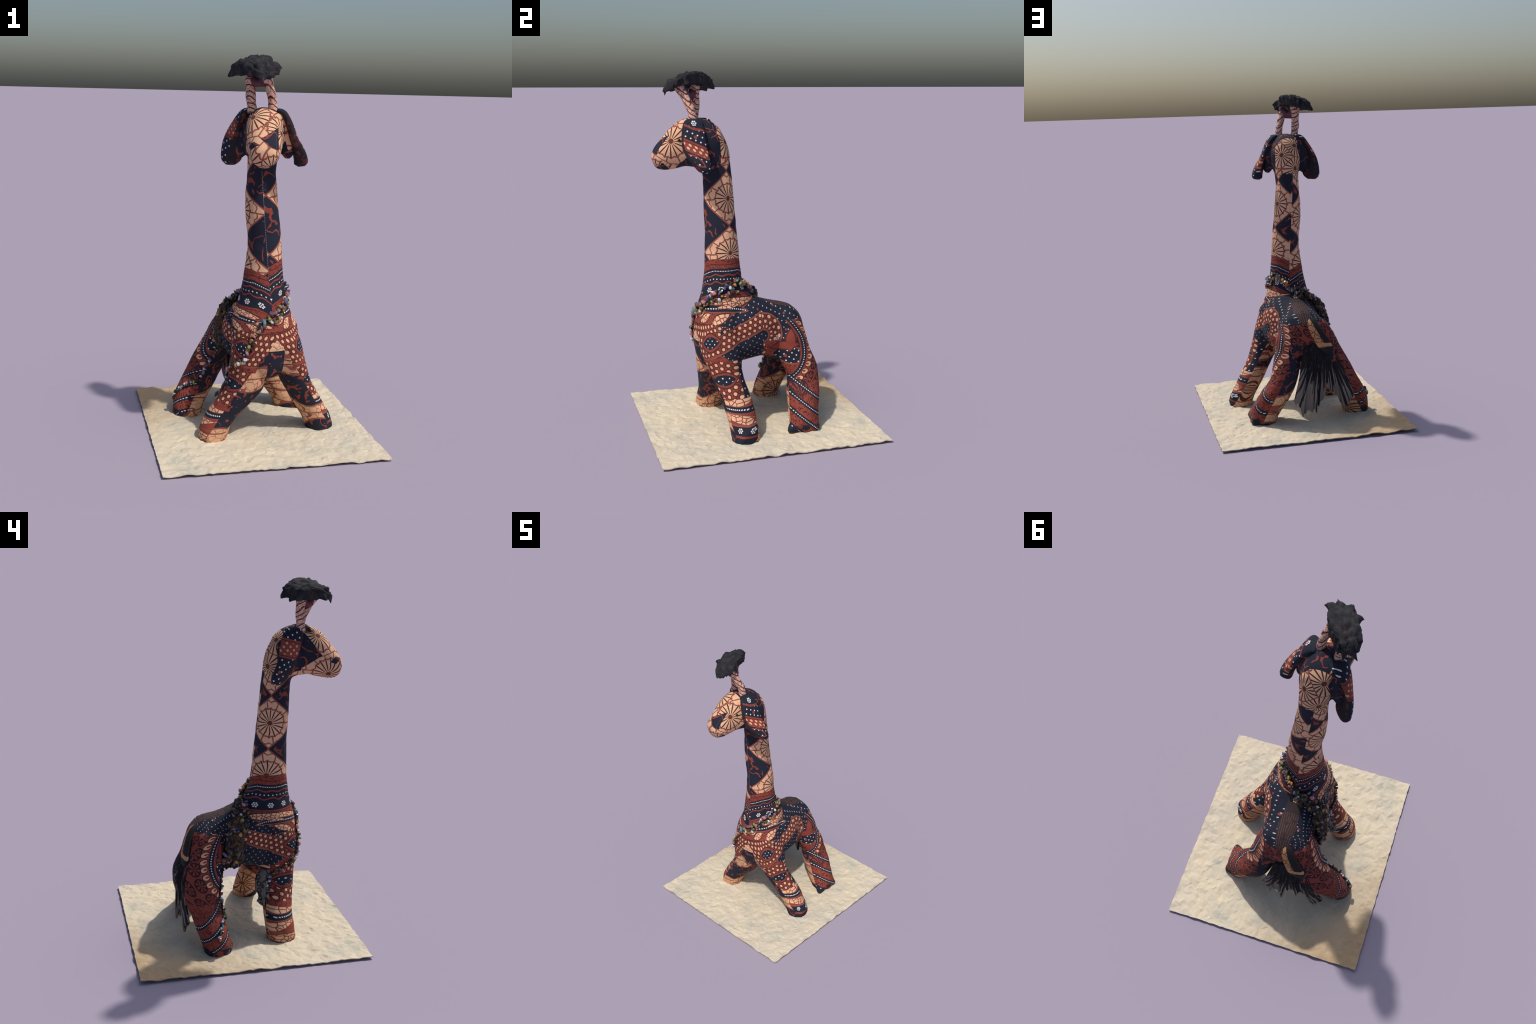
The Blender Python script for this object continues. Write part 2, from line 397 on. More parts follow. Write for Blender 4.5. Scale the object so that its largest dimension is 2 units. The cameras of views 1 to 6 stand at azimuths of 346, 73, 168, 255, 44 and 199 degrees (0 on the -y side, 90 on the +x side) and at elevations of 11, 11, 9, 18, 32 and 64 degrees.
class Graph:
    def __init__(s, name, rough=.85):
        s.mat = bpy.data.materials.new(name); s.mat.use_nodes = True
        s.t = s.mat.node_tree; s.bsdf = s.t.nodes["Principled BSDF"]
        s.bsdf.inputs["Roughness"].default_value = rough
        s.bsdf.inputs["Specular IOR Level"].default_value = .25
        tc = s.t.nodes.new("ShaderNodeTexCoord"); s.obj = tc.outputs["Object"]
        sep = s.t.nodes.new("ShaderNodeSeparateXYZ"); s.t.links.new(s.obj, sep.inputs[0])
        s.x, s.y, s.z = (Ex(s, sep.outputs[i]) for i in range(3))
        s.col = None
    def put(s, sock, v):
        if isinstance(v, Ex): s.t.links.new(v.k, sock)
        else: sock.default_value = v
    def math(s, op, *a, clamp=False):
        n = s.t.nodes.new("ShaderNodeMath"); n.operation = op; n.use_clamp = clamp
        for i, v in enumerate(a): s.put(n.inputs[i], v)
        return Ex(s, n.outputs[0])
    def atan2(s, a, b): return s.math('ARCTAN2', a, b)
    def vec(s, a, b, c=0.0):
        n = s.t.nodes.new("ShaderNodeCombineXYZ")
        for i, v in enumerate((a, b, c)): s.put(n.inputs[i], v)
        return n.outputs[0]
    def noise(s, scale, vec=None, detail=2.0, rough=.5):
        n = s.t.nodes.new("ShaderNodeTexNoise"); s.t.links.new(vec or s.obj, n.inputs["Vector"])
        n.inputs["Scale"].default_value = scale; n.inputs["Detail"].default_value = detail; n.inputs["Roughness"].default_value = rough
        return Ex(s, n.outputs["Fac"])
    def voronoi(s, scale, vec=None, feature='DISTANCE_TO_EDGE', rnd=1.0, dims='3D'):
        n = s.t.nodes.new("ShaderNodeTexVoronoi"); n.feature = feature; n.voronoi_dimensions = dims
        s.t.links.new(vec or s.obj, n.inputs["Vector"]); n.inputs["Scale"].default_value = scale; n.inputs["Randomness"].default_value = rnd
        return Ex(s, n.outputs["Distance"])
    def colour(s, c): s.col = c
    def paint(s, mask, c):
        n = s.t.nodes.new("ShaderNodeMix"); n.data_type = 'RGBA'
        s.t.links.new(mask.k, n.inputs[0])
        for i, v in ((6, s.col), (7, c)):
            if isinstance(v, tuple): n.inputs[i].default_value = (*v, 1)
            else: s.t.links.new(v, n.inputs[i])
        s.col = n.outputs[2]
    def tint(s, amount=.25, scale=60):
        """weave and faded dye: small change of brightness"""
        f = s.noise(scale, detail=3) * amount + s.noise(9, detail=2) * amount + (1 - amount)
        n = s.t.nodes.new("ShaderNodeMix"); n.data_type = 'RGBA'; n.blend_type = 'MULTIPLY'; n.inputs[0].default_value = 1
        s.t.links.new(s.col, n.inputs[6]); s.t.links.new(f.k, n.inputs[7]); s.col = n.outputs[2]
    def done(s, bump=.15, bump_scale=420, dist=.002):
        if isinstance(s.col, tuple): s.bsdf.inputs["Base Color"].default_value = (*s.col, 1)
        else: s.t.links.new(s.col, s.bsdf.inputs["Base Color"])
        if bump:
            b = s.t.nodes.new("ShaderNodeBump"); b.inputs["Strength"].default_value = bump; b.inputs["Distance"].default_value = dist
            s.t.links.new(s.noise(bump_scale, detail=2).k, b.inputs["Height"]); s.t.links.new(b.outputs[0], s.bsdf.inputs["Normal"])
        return s.mat

CREAM, RED, NAVY = (.70, .425, .262), (.245, .050, .035), (.014, .017, .031)  # cream warmed, red darkened: midway between sunlit cloth and its orange shade
WINE, LINE, WHITE, BROWN = (.085, .022, .018), (.26, .075, .055), (.72, .70, .68), (.135, .034, .025)

# ---- motifs of the batik print
def bend(g, a, b, amount=.012, scale=16):
    """hand-drawn wobble of a pair of print coordinates"""
    return a + (g.noise(scale, detail=1) - .5) * amount, b + (g.noise(scale, g.vec(g.z + 3, g.x, g.y), detail=1) - .5) * amount

def flower_lines(g, rho, phi, rings=(.080, .118), disc=.013):
    s8 = (phi * 8).sin().abs(); wob = s8 * .009
    k = .078 / rings[0]
    g.paint((s8 < .64 - (rho * k - .028).max(0) * 6.2) & (rho < rings[0] + .002), WINE)
    g.paint((rho + wob - rings[0] - .006).abs() < .0040, LINE)
    g.paint(((phi * 5 + .4).cos().abs() * rho < .0185) & (rho > rings[0] - .002), LINE)
    g.paint((rho - wob * 1.3 - rings[1] + .005).abs() < .0038, LINE)
    g.paint(rho < disc, BROWN)

def flower(g, a, b):
    """Chrysanthemum: disc, tapering spokes, a scalloped ring, then a ring of cells."""
    a, b = bend(g, a, b)
    flower_lines(g, (a.sq() + b.sq()).sqrt(), g.atan2(a, b))

def rosette(g, a, b, r=.0105, dot=.0043):
    rho = (a.sq() + b.sq()).sqrt(); phi = g.atan2(a, b)
    p6 = g.math('FLOORED_MODULO', phi, math.pi / 3) - math.pi / 6
    d = ((rho * p6.cos() - r).sq() + (rho * p6.sin()).sq()).sqrt()
    return (d < dot) | (rho < dot * .8)

def lattice(a, b, pa, pb, r, ra=1.0):
    """staggered dots"""
    g = a.g
    row = b.cell(pb); shift = g.math('FLOORED_MODULO', row, 2.0) * (pa / 2)
    d = ((a - shift).rep(pa).sq() * ra + b.rep(pb).sq()).sqrt()
    return d

def lens(a, b, p, q, h):
    """leaf between the points p and q with half height h: returns 1 on the edge, smaller inside"""
    dx, dy = q[0] - p[0], q[1] - p[1]; L = math.hypot(dx, dy); ux, uy = dx / L, dy / L
    mx, my = (p[0] + q[0]) / 2, (p[1] + q[1]) / 2
    u = a * (ux * 2 / L) + b * (uy * 2 / L) - (mx * ux + my * uy) * 2 / L
    v = a * (-uy / h) + b * (ux / h) - (-mx * uy + my * ux) / h
    return u.sq() + v.abs()

def sides(g):
    """the two cloth panels meet at seams front and back; the -x panel is sewn a little lower"""
    seam = .014 - .0885 * (g.z - .743)
    d = g.x - seam
    return d, (d < 0)

def vines(g, mask, vec=None):
    n = g.noise(13, vec, detail=1.0); m = g.noise(27, vec, detail=0)
    g.paint(((n - .5).abs() < .021) & mask & (m > .42), RED)
    g.paint((n - .5).abs().__lt__(.04) & (m > .60) & mask, RED)

# ---- neck
def neck_material():
    g = Graph("batik_neck"); x, y, z = g.x, g.y, g.z
    d, left = sides(g)
    cx = -.004 - .09 * (z - 1.1).max(-.1).min(.26)
    ang = g.atan2((x - cx).abs(), -(y + .177)) * .0872              # arc length from the throat
    zz = z + left * .086
    a = ang - .172; b = zz.rep(.302, 1.009)
    g.colour(CREAM)
    flower(g, a, b)
    dia = a.abs() / .172 + b.abs() / .148
    dark = dia > 1.0
    g.paint(dark, NAVY)
    vines(g, dia > 1.16)
    g.paint((dia - 1.0).abs() < .035, LINE)
    g.paint((d.abs() < .0016) & (y < -.18) & (z.rep(.0085).abs() < .0020), (.24, .21, .23))
    neck_bands(g, x, y, z, d, left)
    g.tint(); return g.done()

def neck_bands(g, x, y, z, d, left):
    zb = z + left * .053 + .036 * (1 - d.abs() / .075).max(0)
    low = zb < .978
    wave = (g.atan2(d.abs(), -(y + .165)) * 9.5 + g.noise(9) * 4).sin() * .0038
    g.paint(low, RED)
    stroke = g.noise(70, g.vec(y * 1.0, z * 2.2, x), detail=2)
    g.paint(low & (stroke > .57), WINE)
    g.paint((zb - .958 + d.abs() * .12).abs() < .0022, WINE)
    g.paint(zb < .925, NAVY)
    ydots = g.atan2(d.abs(), -(y + .165)) * .108
    g.paint(((ydots.rep(.0098).sq() + (zb - .911).sq()).sqrt() < .0029), WHITE)
    g.paint((zb - .889 + wave).abs() < .0042, RED)
    g.paint(((ydots.rep(.021).sq() + (zb - .867).sq()).sqrt() < .0036), WHITE)
    g.paint((zb - .848 + wave * 1.6).abs() < .0040, RED)
    g.paint(rosette(g, (ydots + left * .017).rep(.068, .059), zb - .812), WHITE)
    g.paint(zb < .786 , RED)
    g.paint((zb - .777).abs() < .002, WINE)

# ---- trunk and legs share one print in side view
def body_print(g, part):
    x, y, z = g.x, g.y, g.z
    d, left = sides(g)
    lift = left * (.005 + (z - .60).ramp(0, .12) * .045)
    back = y.ramp(.02, .16) & left
    Y = y + back * .065; Z = z + lift - back * .02
    mx = d.abs()
    F = Y + (Y + .235).ramp(0, -.08) * (mx - .17)
    leg = Y * .8 + (mx - .12 - (.48 - z) * .5) * .6
    if part != "foreleg":
        axis = .150 + (.40 - Z).max(0) * .42
        Y = Y + (Y - .255).ramp(0, .06) * (axis - (x + .035).abs()).max(0) * .8
    fore = part in ("foreleg", "torso"); hind = part in ("hindleg", "torso")
    g.colour(RED)
    small = lattice(Y * .97 + Z * .24, Z * .97 - Y * .24, .041, .0185, .0033)                       # fine white dots of the dark fields
    scratch = g.noise(65, g.vec(y * 1.2, z * 1.2, x), detail=2)
    g.paint(scratch > .60, WINE)
    g.paint(g.voronoi(30, g.vec(y, z, x)) < .018, (.15, .034, .026))
    # the arch: a band that climbs from the chest over the flank and bends down at the hip
    right = Y > .02
    e1 = ((Y - .02).sq() + (Z - .545).sq()).sqrt(); e2 = (Z - .545 - (Y - .02) * .45) * .912
    E = e1 * right + e2 * right.inv()
    if part != "foreleg":
        u2 = (Y - .02) * .912 + (Z - .545) * .41
        u1 = g.atan2(Y - .02, Z - .545) * .078
        U = u1 * right + u2 * right.inv()
    if part == "torso":
        top = Z - (.632 + .51 * (Y + .225))
        nav = (E > .124) & (top < 0) & (Y > -.235)
        g.paint((E > .116) & (top < .012) & (Y > -.245), LINE)
        g.paint(nav, NAVY)
        g.paint(nav & (small < .0034), (.50, .50, .49))
        g.paint(nav & (lattice(Y, Z, .11, .043, 1) < .0062), RED)
        # leaves below the neck
        cl = lens(F, Z, (-.40, .722), (.0, .745), .029)
        g.paint(cl < 1.25, WINE); g.paint(cl < 1.0, CREAM)
        cells = g.voronoi(40, g.vec(F, Z, 0.0), dims='2D')
        g.paint((cl < 1.0) & (cells < .10), RED)
        bow = Z - .709 + (Y + .2).sq() * 1.15
        ch = (bow.abs() / .017) + ((Y + .20) / .135).sq().sq()
        g.paint(ch < 1.3, LINE); g.paint(ch < 1.0, NAVY)
        g.paint(((Y.rep(.0125).sq() + bow.sq()).sqrt() < .0037) & (ch < .9), WHITE)
        for p, q, h in (((-.49, .652), (-.37, .690), .015), ((-.435, .628), (-.300, .676), .019), ((-.290, .626), (-.165, .678), .020), ((-.235, .712), (-.10, .727), .010)):
            lf = lens(F, Z, p, q, h)
            g.paint(lf < 1.3, WINE); g.paint(lf < 1.0, CREAM); g.paint((lf < 1.0) & (cells < .10), RED)
    # dark lower field
    nb = (E < .032) & (Y > -.24) & (Y < .11) if part != "foreleg" else (E < .030) & (Z > .37) & (Y > -.215)
    if part != "hindleg":
        nb = (E < .030) & (Z - .455 + (Y + .22) * .55 > 0) & (Y < .085) if part == "torso" else (E < .030) & (Z - .455 + (Y + .22) * .55 > 0)
    g.paint((E < .040) & (E > .030), LINE)
    g.paint(nb, NAVY); g.paint(nb & (small < .0032), (.40, .40, .38))
    if part != "hindleg":
        chest = (Y < -.175) & (Z < .622 - (Y + .26).sq() * 2.2)
        rim = (Y < -.15) & ((Z - .622 + (Y + .26).sq() * 2.2).abs() < .0028)
        g.paint(rim, WINE)
        dz = chest & (E > .040)
        if part == "torso":
            band = E.between(.040, .116)
            ld = lattice(U * 1.0 + (F - Y), E, .034, .0265, 1)
            dz = dz | band
            g.paint((E - .112).abs() < .0025, WINE)
        else:
            ld = lattice(leg * .9 + Z * .4, Z * .9 - leg * .4, .036, .0265, 1)
            dz = dz | (Z.between(.228, .43) & (Y < -.10))
        g.paint(dz & ((ld - .0125).abs() < .0022), WINE)
        g.paint(dz & (ld < .0080), CREAM)
        for (p, q, h) in ((((-.375, .520), (-.237, .536), .034),) if part == "torso" else (((-.290, .327), (-.160, .336), .028),)):
            ey = lens(F, Z, p, q, h)
            g.paint(ey < 1.65, RED); g.paint((ey - 1.5).abs() < .13, WINE)
            g.paint(ey < 1.0, NAVY)
            g.paint((ey < .85) & (lattice(F, Z, .036, .018, 1) < .0038), WHITE)
    if part != "foreleg":
        yw = .268 - 3.1 * (Z - .45).sq()
        w = Y - yw
        if part == "torso": zone = (Y > .10) & (Z < .61)
        else: zone = Z > .255
        hn = lens(Y, Z, (.085, .428), (.275, .405), .046)
        if part == "hindleg":
            hb = (E > .124) & (w < -.030) & (Z > .44)
            g.paint(hb, NAVY); g.paint(hb & (small < .0034), (.5, .5, .49))
        g.paint((hn < 1.2) & zone, LINE); g.paint((hn < 1.0) & zone, NAVY)
        g.paint((hn < 1.0) & zone & (small < .0042), WHITE); g.paint((((Y - .156).sq() + (Z - .410).sq()).sqrt() < .009) & zone, RED)
        c1 = lens(Y, Z, (.070, .466), (.235, .474), .020); c2 = lens(Y, Z, (.178, .440), (.196, .560), .026)
        cup = c1.min(c2)
        g.paint((cup < 1.35) & zone, WINE); g.paint((cup < 1.0) & zone, RED)
        cf = (rosette(g, Y - .112, Z - .518)) | rosette(g, Y - .082, Z - .535)
        g.paint(cf & zone, (.5, .48, .45))
        g.paint(w.between(-.026, .022) & zone, RED)
        g.paint(w.between(-.016, .014) & zone, NAVY)
        g.paint((w.sq() + Z.rep(.0125).sq()).sqrt().__lt__(.0036) & zone, (.62, .61, .60))
        g.paint((w > .016) & zone, RED)
        pr = (((w - .040) / .019).sq() + ((Z + w * .25).rep(.037) / .0125).sq())
        g.paint((pr < 1.75) & zone & (w > .016), WINE); g.paint((pr < 1.0) & zone, (.72, .40, .25)); g.paint(((((w - .033) / .012).sq() + ((Z + w * .25).rep(.037) / .0048).sq()) < 1) & zone, RED)
        fa, fb = (w - .090).rep(.078), (Z + w * .25).rep(.074, .01)
        fr = (fa.sq() + fb.sq()).sqrt(); fp = g.atan2(fb, fa)
        g.paint(((fr < .034) & (w > .058) & zone & (((fp * 7).sin() > .1) | ((fr - .031).abs() < .004))), (.035, .014, .016))
        if part == "hindleg":
            lowz = Z < .262
            g.paint(lowz, RED)
            g.paint(lowz & (scratch > .60), WINE)
            sh = ((Y - .215) / .052).sq() + ((Z - .243) / .040).sq()
            sp = g.atan2(Z - .205, Y - .215)
            g.paint((sh < 1.0) & (((sp * 13).sin() > 0) | (sh > .72)), (.045, .018, .022))
            dash = ((Y - Z * .8).rep(.013).abs() < .0022) & (g.noise(48) > .50)
            g.paint(dash & (Z < .25), (.06, .018, .018))
            dd = (Z + (Y - .2) * .80 - .185) * .78
            lo2 = Z + (Y - .2) * .8 < .285
            g.paint((dd.rep(.069).abs() < .0115) & lo2, NAVY)
            al = (Y - Z * .8) * .78
            g.paint(((dd.rep(.069).sq() + al.rep(.0105).sq()).sqrt() < .0031) & lo2, (.6, .6, .6))
            foot = z < .055
            g.paint(foot & (g.noise(22) > .5), NAVY)
        else:
            mid = (x + .012).abs()
            saddle = (mid < .052 - (y - .16).abs() * .12) & (y > -.02) & (z > .62)
            g.paint(saddle, (.036, .025, .026))
            st = (mid * 520 + y * 40).sin()
            g.paint(saddle & (st > .55) & (y > .09) & (g.noise(50) > .42), (.12, .055, .05))
            g.paint(rosette(g, x + .012, y.rep(.075, .02)) & saddle & (y < .08), (.5, .33, .2))
    if part == "foreleg":
        Zl = z + left * .036 + (y + .15) * .04
        g.paint(((Y > -.118 - (Z - .2) * .1) & Zl.between(.215, .40)), NAVY)
        g.paint(((Y > -.118 - (Z - .2) * .1) & Zl.between(.215, .40)) & (small < .0035), WHITE)
        lw = Zl < .232
        g.paint(lw, RED)
        cell = g.voronoi(38, g.vec(leg, Zl * 1.2, 0.0), dims='2D')
        crz = lens(y, Zl, (-.29, .205), (-.05, .232), .016) < 1
        crz = crz | (lens(y, Zl, (-.27, .155), (-.02, .118), .020) < 1)
        g.paint(crz, CREAM); g.paint(crz & (cell < .09), RED)
        g.paint((Zl - .184).abs() < .0185, LINE)
        g.paint((Zl - .184).abs() < .0145, NAVY)
        al = y * .75 + d.abs() * .75
        g.paint(((Zl - .185).sq() + al.rep(.0115).sq()).sqrt() < .0037, WHITE)
        g.paint((Zl - .108).abs() < .006, LINE)
        right = left.inv()
        g.paint((Zl < .104) & right, NAVY)
        g.paint(rosette(g, (y + x * .45).rep(.075, .0), Zl - .084) & right, WHITE)
        g.paint((Zl < .058) & right, RED); g.paint((Zl < .046) & right, NAVY)
        low_l = lens(y, Zl, (-.30, .072), (-.10, .080), .022)
        g.paint((low_l < 1) & left, CREAM); g.paint((low_l < 1) & left & (cell < .09), RED)
    # inner panels: the print of flowers and dark lozenges again, turned
    off = .035 if fore and part != "torso" else -.04
    if part == "torso":
        dx = (x - .037).abs()
        inner = (dx < (.575 - z) * .78) & (z < .572) & (y < -.1) & (dx < .07 + (.50 - z).max(0) * .3)
        under = (z < .47) & (y > -.1) & ((x + .01).abs() < .05)
        inner = inner | under
    elif part == "foreleg":
        dx = (x - .037).abs(); inner = dx < (.060 + (.50 - z).max(0) * .62)
    else:
        dx = (x + .04).abs(); inner = dx < (.145 + (.38 - z).max(0) * .50)
    flip = (x < .037) if part != "hindleg" else (x < -.04)
    ia = y + (.215 if part != "hindleg" else -.245) + flip * .02
    ib = z * 1.0 - (.33 if part != "hindleg" else .13) + flip * .07
    if part == "hindleg":
        aa, bb = ia, ib
    else:
        aa, bb = ia.rep(.30, .13), (z - .13 + flip * .08).rep(.30, .0)
    keep = g.col
    g.colour((.60, .35, .205))
    flower(g, aa, bb)
    g.paint(g.voronoi(24) < .022, LINE)
    dm = aa.abs() / .19 + bb.abs() / (.155 if part == 'hindleg' else .135)
    g.paint(dm > 1.0, NAVY); vines(g, dm > 1.03); g.paint((g.noise(34) > .62) & (dm > 1.05), RED); g.paint((dm - 1).abs() < .035, LINE)
    if part != "hindleg":
        throat = (x - .037).abs() < .045
        g.paint(throat & (z < .515) & (z > .33), NAVY)
        g.paint(throat & (g.noise(30) > .60) & (z < .515), RED)
        g.paint((x - .037).abs().__lt__(.07) & (z > .515), CREAM)
        g.paint(((x - .037).abs() < .07) & (z > .515) & (g.voronoi(34) < .035), LINE)
    new = g.col
    g.colour(keep)
    g.paint(inner, new)
    if part == "torso":
        keep = g.col
        neck_bands(g, x, y, z, d, left)
        new = g.col; g.colour(keep)
        g.paint((z + left * .053 + .036 * (1 - d.abs() / .075).max(0) > .776) & (y < .01), new)
    g.tint(); return g.done()

# ---- head
def head_material():
    g = Graph("batik_head"); x, y, z = g.x, g.y, g.z
    g.colour(CREAM)
    stars = [((-.127, -.387, 1.699), (-.55, -.45, .70)), ((.000, -.448, 1.625), (.93, -.35, .1)), ((-.141, -.449, 1.496), (-.75, -.2, -.63)),
             ((.012, -.150, 1.617), (.4, .9, .2)), ((-.070, -.128, 1.531), (-.35, .93, 0)), ((-.078, -.170, 1.674), (-.5, .7, .5)), ((-.06, -.545, 1.44), (0, -.8, -.6))]
    best = phi = None
    for c, n in stars:
        n = Vector(n).normalized(); t = n.cross(Z).normalized(); b = n.cross(t)
        vx, vy, vz = x - c[0], y - c[1], z - c[2]
        ta = vx * t.x + vy * t.y + vz * t.z; tb = vx * b.x + vy * b.y + vz * b.z
        dd = (vx.sq() + vy.sq() + vz.sq()).sqrt(); ph = g.atan2(ta, tb)
        if best is None: best, phi, second = dd, ph, dd + 9
        else:
            near = dd < best
            second = second.min(dd.max(best))
            phi = ph * near + phi * near.inv(); best = best.min(dd)
    edge = (second - best)
    best = best + (g.noise(18, detail=1) - .5) * .012
    flower_lines(g, best, phi, (.088, .132), .014)
    g.paint(edge < .005, LINE)
    lat = x + .028 - .2 * (y + .187)                        # sideways distance from the head's middle
    m = None
    for cond in (
        # lozenge over the bridge of the nose on the +x side, and its counterpart at the -x nostril
        ((z - 1.619 - lat * .59 < 0) & (z - 1.588 + lat * .8 > 0) & (z - 1.580 + lat * .42 > 0) & (lat < .064) & (y < -.40)),
        (((y + .485).abs() / .036 + (z - 1.571 + (y + .485) * .2).abs() / .020 < 1) & (lat < -.03)),
        ((lat > .02) & (y < -.43) & (z - 1.508 + (y + .49).abs() * .9 < 0)),
        ((lat > .02) & (y > -.415) & (z + (y + .40) * -1.05 - 1.500 < 0) & (y < -.2)),
        ((lat < -.03) & (z - 1.599 - (y + .406) * 1.245 < 0) & (z - 1.599 + (y + .406) * .65 > 0) & (y < -.22)),
        ((z > 1.695 - (y + .25).ramp(0, .12) * .05) & (y > -.352) & (y < -.205) & (lat > -.06)),
        ((lat.abs() > .072) & (y.between(-.30, -.17))),
        ((lat.abs() > .094) & (y.between(-.36, -.14)) & (z > 1.46))):
        m = cond if m is None else m | cond
    g.paint(m, NAVY)
    n = g.noise(16, detail=1.0)
    g.paint(m & ((n - .5).abs() < .026) & (g.noise(30, detail=0) > .42), RED)
    # below the head the neck print goes on
    d, left = sides(g)
    cx = -.004 - .09 * .26
    ang = g.atan2((x - cx).abs(), -(y + .177)) * .0872
    zz = z + left * .086; a = ang - .172; b = zz.rep(.302, 1.009)
    keep = g.col; g.colour(CREAM); flower(g, a, b)
    dia = a.abs() / .172 + b.abs() / .148
    g.paint(dia > 1, NAVY); vines(g, dia > 1.16); g.paint((dia - 1).abs() < .035, LINE)
    new = g.col; g.colour(keep); g.paint((z < 1.49) & (y > -.29), new)
    # seam of the face panel
    g.paint(((lat - .052).abs() < .0012) & (y < -.40) & (z.rep(.008).abs() < .003) & (z < 1.70), (.06, .05, .06))
    g.tint(); return g.done()

def ear_material(left):
    g = Graph("batik_ear"); x, y, z = g.x, g.y, g.z
    g.colour(NAVY)
    sm = lattice(y * .93 + z * .36, z * .93 - y * .36, .040, .0195, 1)
    g.paint(sm < .0042, WHITE)
    if left:
        sl = z + (y + .22) * -.25
        g.paint(sl.between(1.592, 1.692), RED)
        g.paint(sl.between(1.610, 1.675) & (lattice(y, z, .036, .018, 1) < .0062), (.55, .33, .22))
        g.paint(((sl - 1.602).abs() < .002) | ((sl - 1.680).abs() < .002), WINE)
        g.paint(((y + .15).sq() + (z - 1.53).sq()).sqrt() < .009, RED)
    else:
        sl = z + (y + .33) * .30
        g.paint(((sl - 1.694 + (y * 70).sin() * .003).abs() < .006), RED)
        g.paint(z > 1.712 - (y + .33) * .3, NAVY)
        g.paint(rosette(g, y + .331, z - 1.722), WHITE)
        g.paint(((y + .331).sq() + (z - 1.650).sq()).sqrt() < .009, RED)
        s2 = z + (y + .33) * .45
        g.paint(s2.between(1.555, 1.618), RED)
        g.paint((s2 - 1.606).abs() < .002, WINE)
        g.paint(s2.between(1.562, 1.602) & (lattice(y + z * .2, z + y * .4, .028, .019, 1) < .0068), CREAM)
        ey = lens(y, z, (-.385, 1.56), (-.30, 1.50), .016)
        g.paint((ey - 1.2).abs() < .25, RED)
    # the side turned to the face is near black with red-brown patches
    geo = g.t.nodes.new("ShaderNodeNewGeometry"); sep = g.t.nodes.new("ShaderNodeSeparateXYZ")
    g.t.links.new(geo.outputs["Normal"], sep.inputs[0])
    nx, ny = Ex(g, sep.outputs[0]), Ex(g, sep.outputs[1])
    dark_face = ((nx * (1 if left else -1) > .15) | (ny < -.55)) & (z < 1.725)
    g.paint(dark_face, (.020, .016, .019)); g.paint(dark_face & (g.noise(24) > .57), (.12, .03, .025))
    g.tint(); return g.done()

def horn_material():
    g = Graph("batik_horn"); x, y, z = g.x, g.y, g.z
    g.colour((.66, .43, .34))
    s = (z * 230 + (x + y) * 120 + g.noise(16) * 9).sin()
    g.paint(s > .62, LINE)
    g.paint((s > .82), WINE)
    g.paint(g.voronoi(38) < .035, LINE)
    g.tint(.3); return g.done()

def tail_material():
    g = Graph("batik_tail"); x, y, z = g.x, g.y, g.z
    g.colour((.50, .25, .11))
    g.paint(g.voronoi(32, g.vec(x, z, 0.0), dims='2D') < .06, WINE)
    k = x + .045 + (.625 - z) * .50
    g.paint((k < -.002) | (z < .478), (.020, .017, .018))
    g.paint((z - .492 - (x + .12) * .1).abs() < .010, (.55, .28, .13))
    g.tint(); return g.done()

def fringe_material():
    g = Graph("yarn_skirt"); x, y, z = g.x, g.y, g.z
    ang = g.atan2(x + .10, .56 - z)
    n = g.noise(1.0, g.vec(ang * 26, z * 2.2, y * 2), detail=3)
    t = z.ramp(.20, .42)
    g.colour((.20, .175, .165))
    g.paint(n - .5 + t * .30 > .085, (.018, .016, .017))
    g.paint(z > .40, (.022, .019, .020))
    return g.done(.3, 200)

def yarn_material():
    g = Graph("black_yarn", .95)
    g.colour((.016, .015, .018))
    g.paint(g.noise(40) > .56, (.032, .030, .034))
    return g.done(.4, 260)

def tuft_material():
    g = Graph("black_frizz", .9)
    g.colour((.019, .019, .023))
    g.paint(g.noise(30, detail=3).ramp(.45, .7), (.042, .039, .043))
    g.paint(g.noise(14) > .66, (.055, .030, .030))
    return g.done(.5, 150, .004)

def paper_material():
    g = Graph("hand_made_paper", .9); x, y, z = g.x, g.y, g.z
    g.colour((.63, .545, .41))
    g.paint(g.noise(3.2, detail=2).ramp(.42, .68), (.56, .50, .40))
    g.paint((g.noise(5.5, detail=3).ramp(.5, .72)) & ((x + .05).abs() < .5), (.50, .47, .38))
    g.paint(g.noise(26, detail=2).ramp(.55, .8) * .5, (.72, .61, .43))
    warm = (y * .55 - x * .6 - .22 + (g.noise(4) - .5) * .3).ramp(0, .38)  # baked orange-brown shading, painted across the -x +y corner
    g.paint(warm * .75, (.43, .27, .13))
    return g.done(.2, 120)
# ------------------------------------------------------------------ garland of beads and yarn
BEADS = {"pearl": ((.62, .66, .70), .2), "turquoise": ((.16, .34, .42), .25), "lime": ((.27, .29, .07), .3), "amber": ((.55, .26, .05), .3), "plum": ((.16, .06, .13), .35),
         "rose": ((.50, .22, .24), .35), "jet": ((.02, .018, .022), .3), "olive": ((.12, .11, .05), .4), "clay": ((.27, .09, .05), .5), "violet": ((.14, .12, .26), .3)}

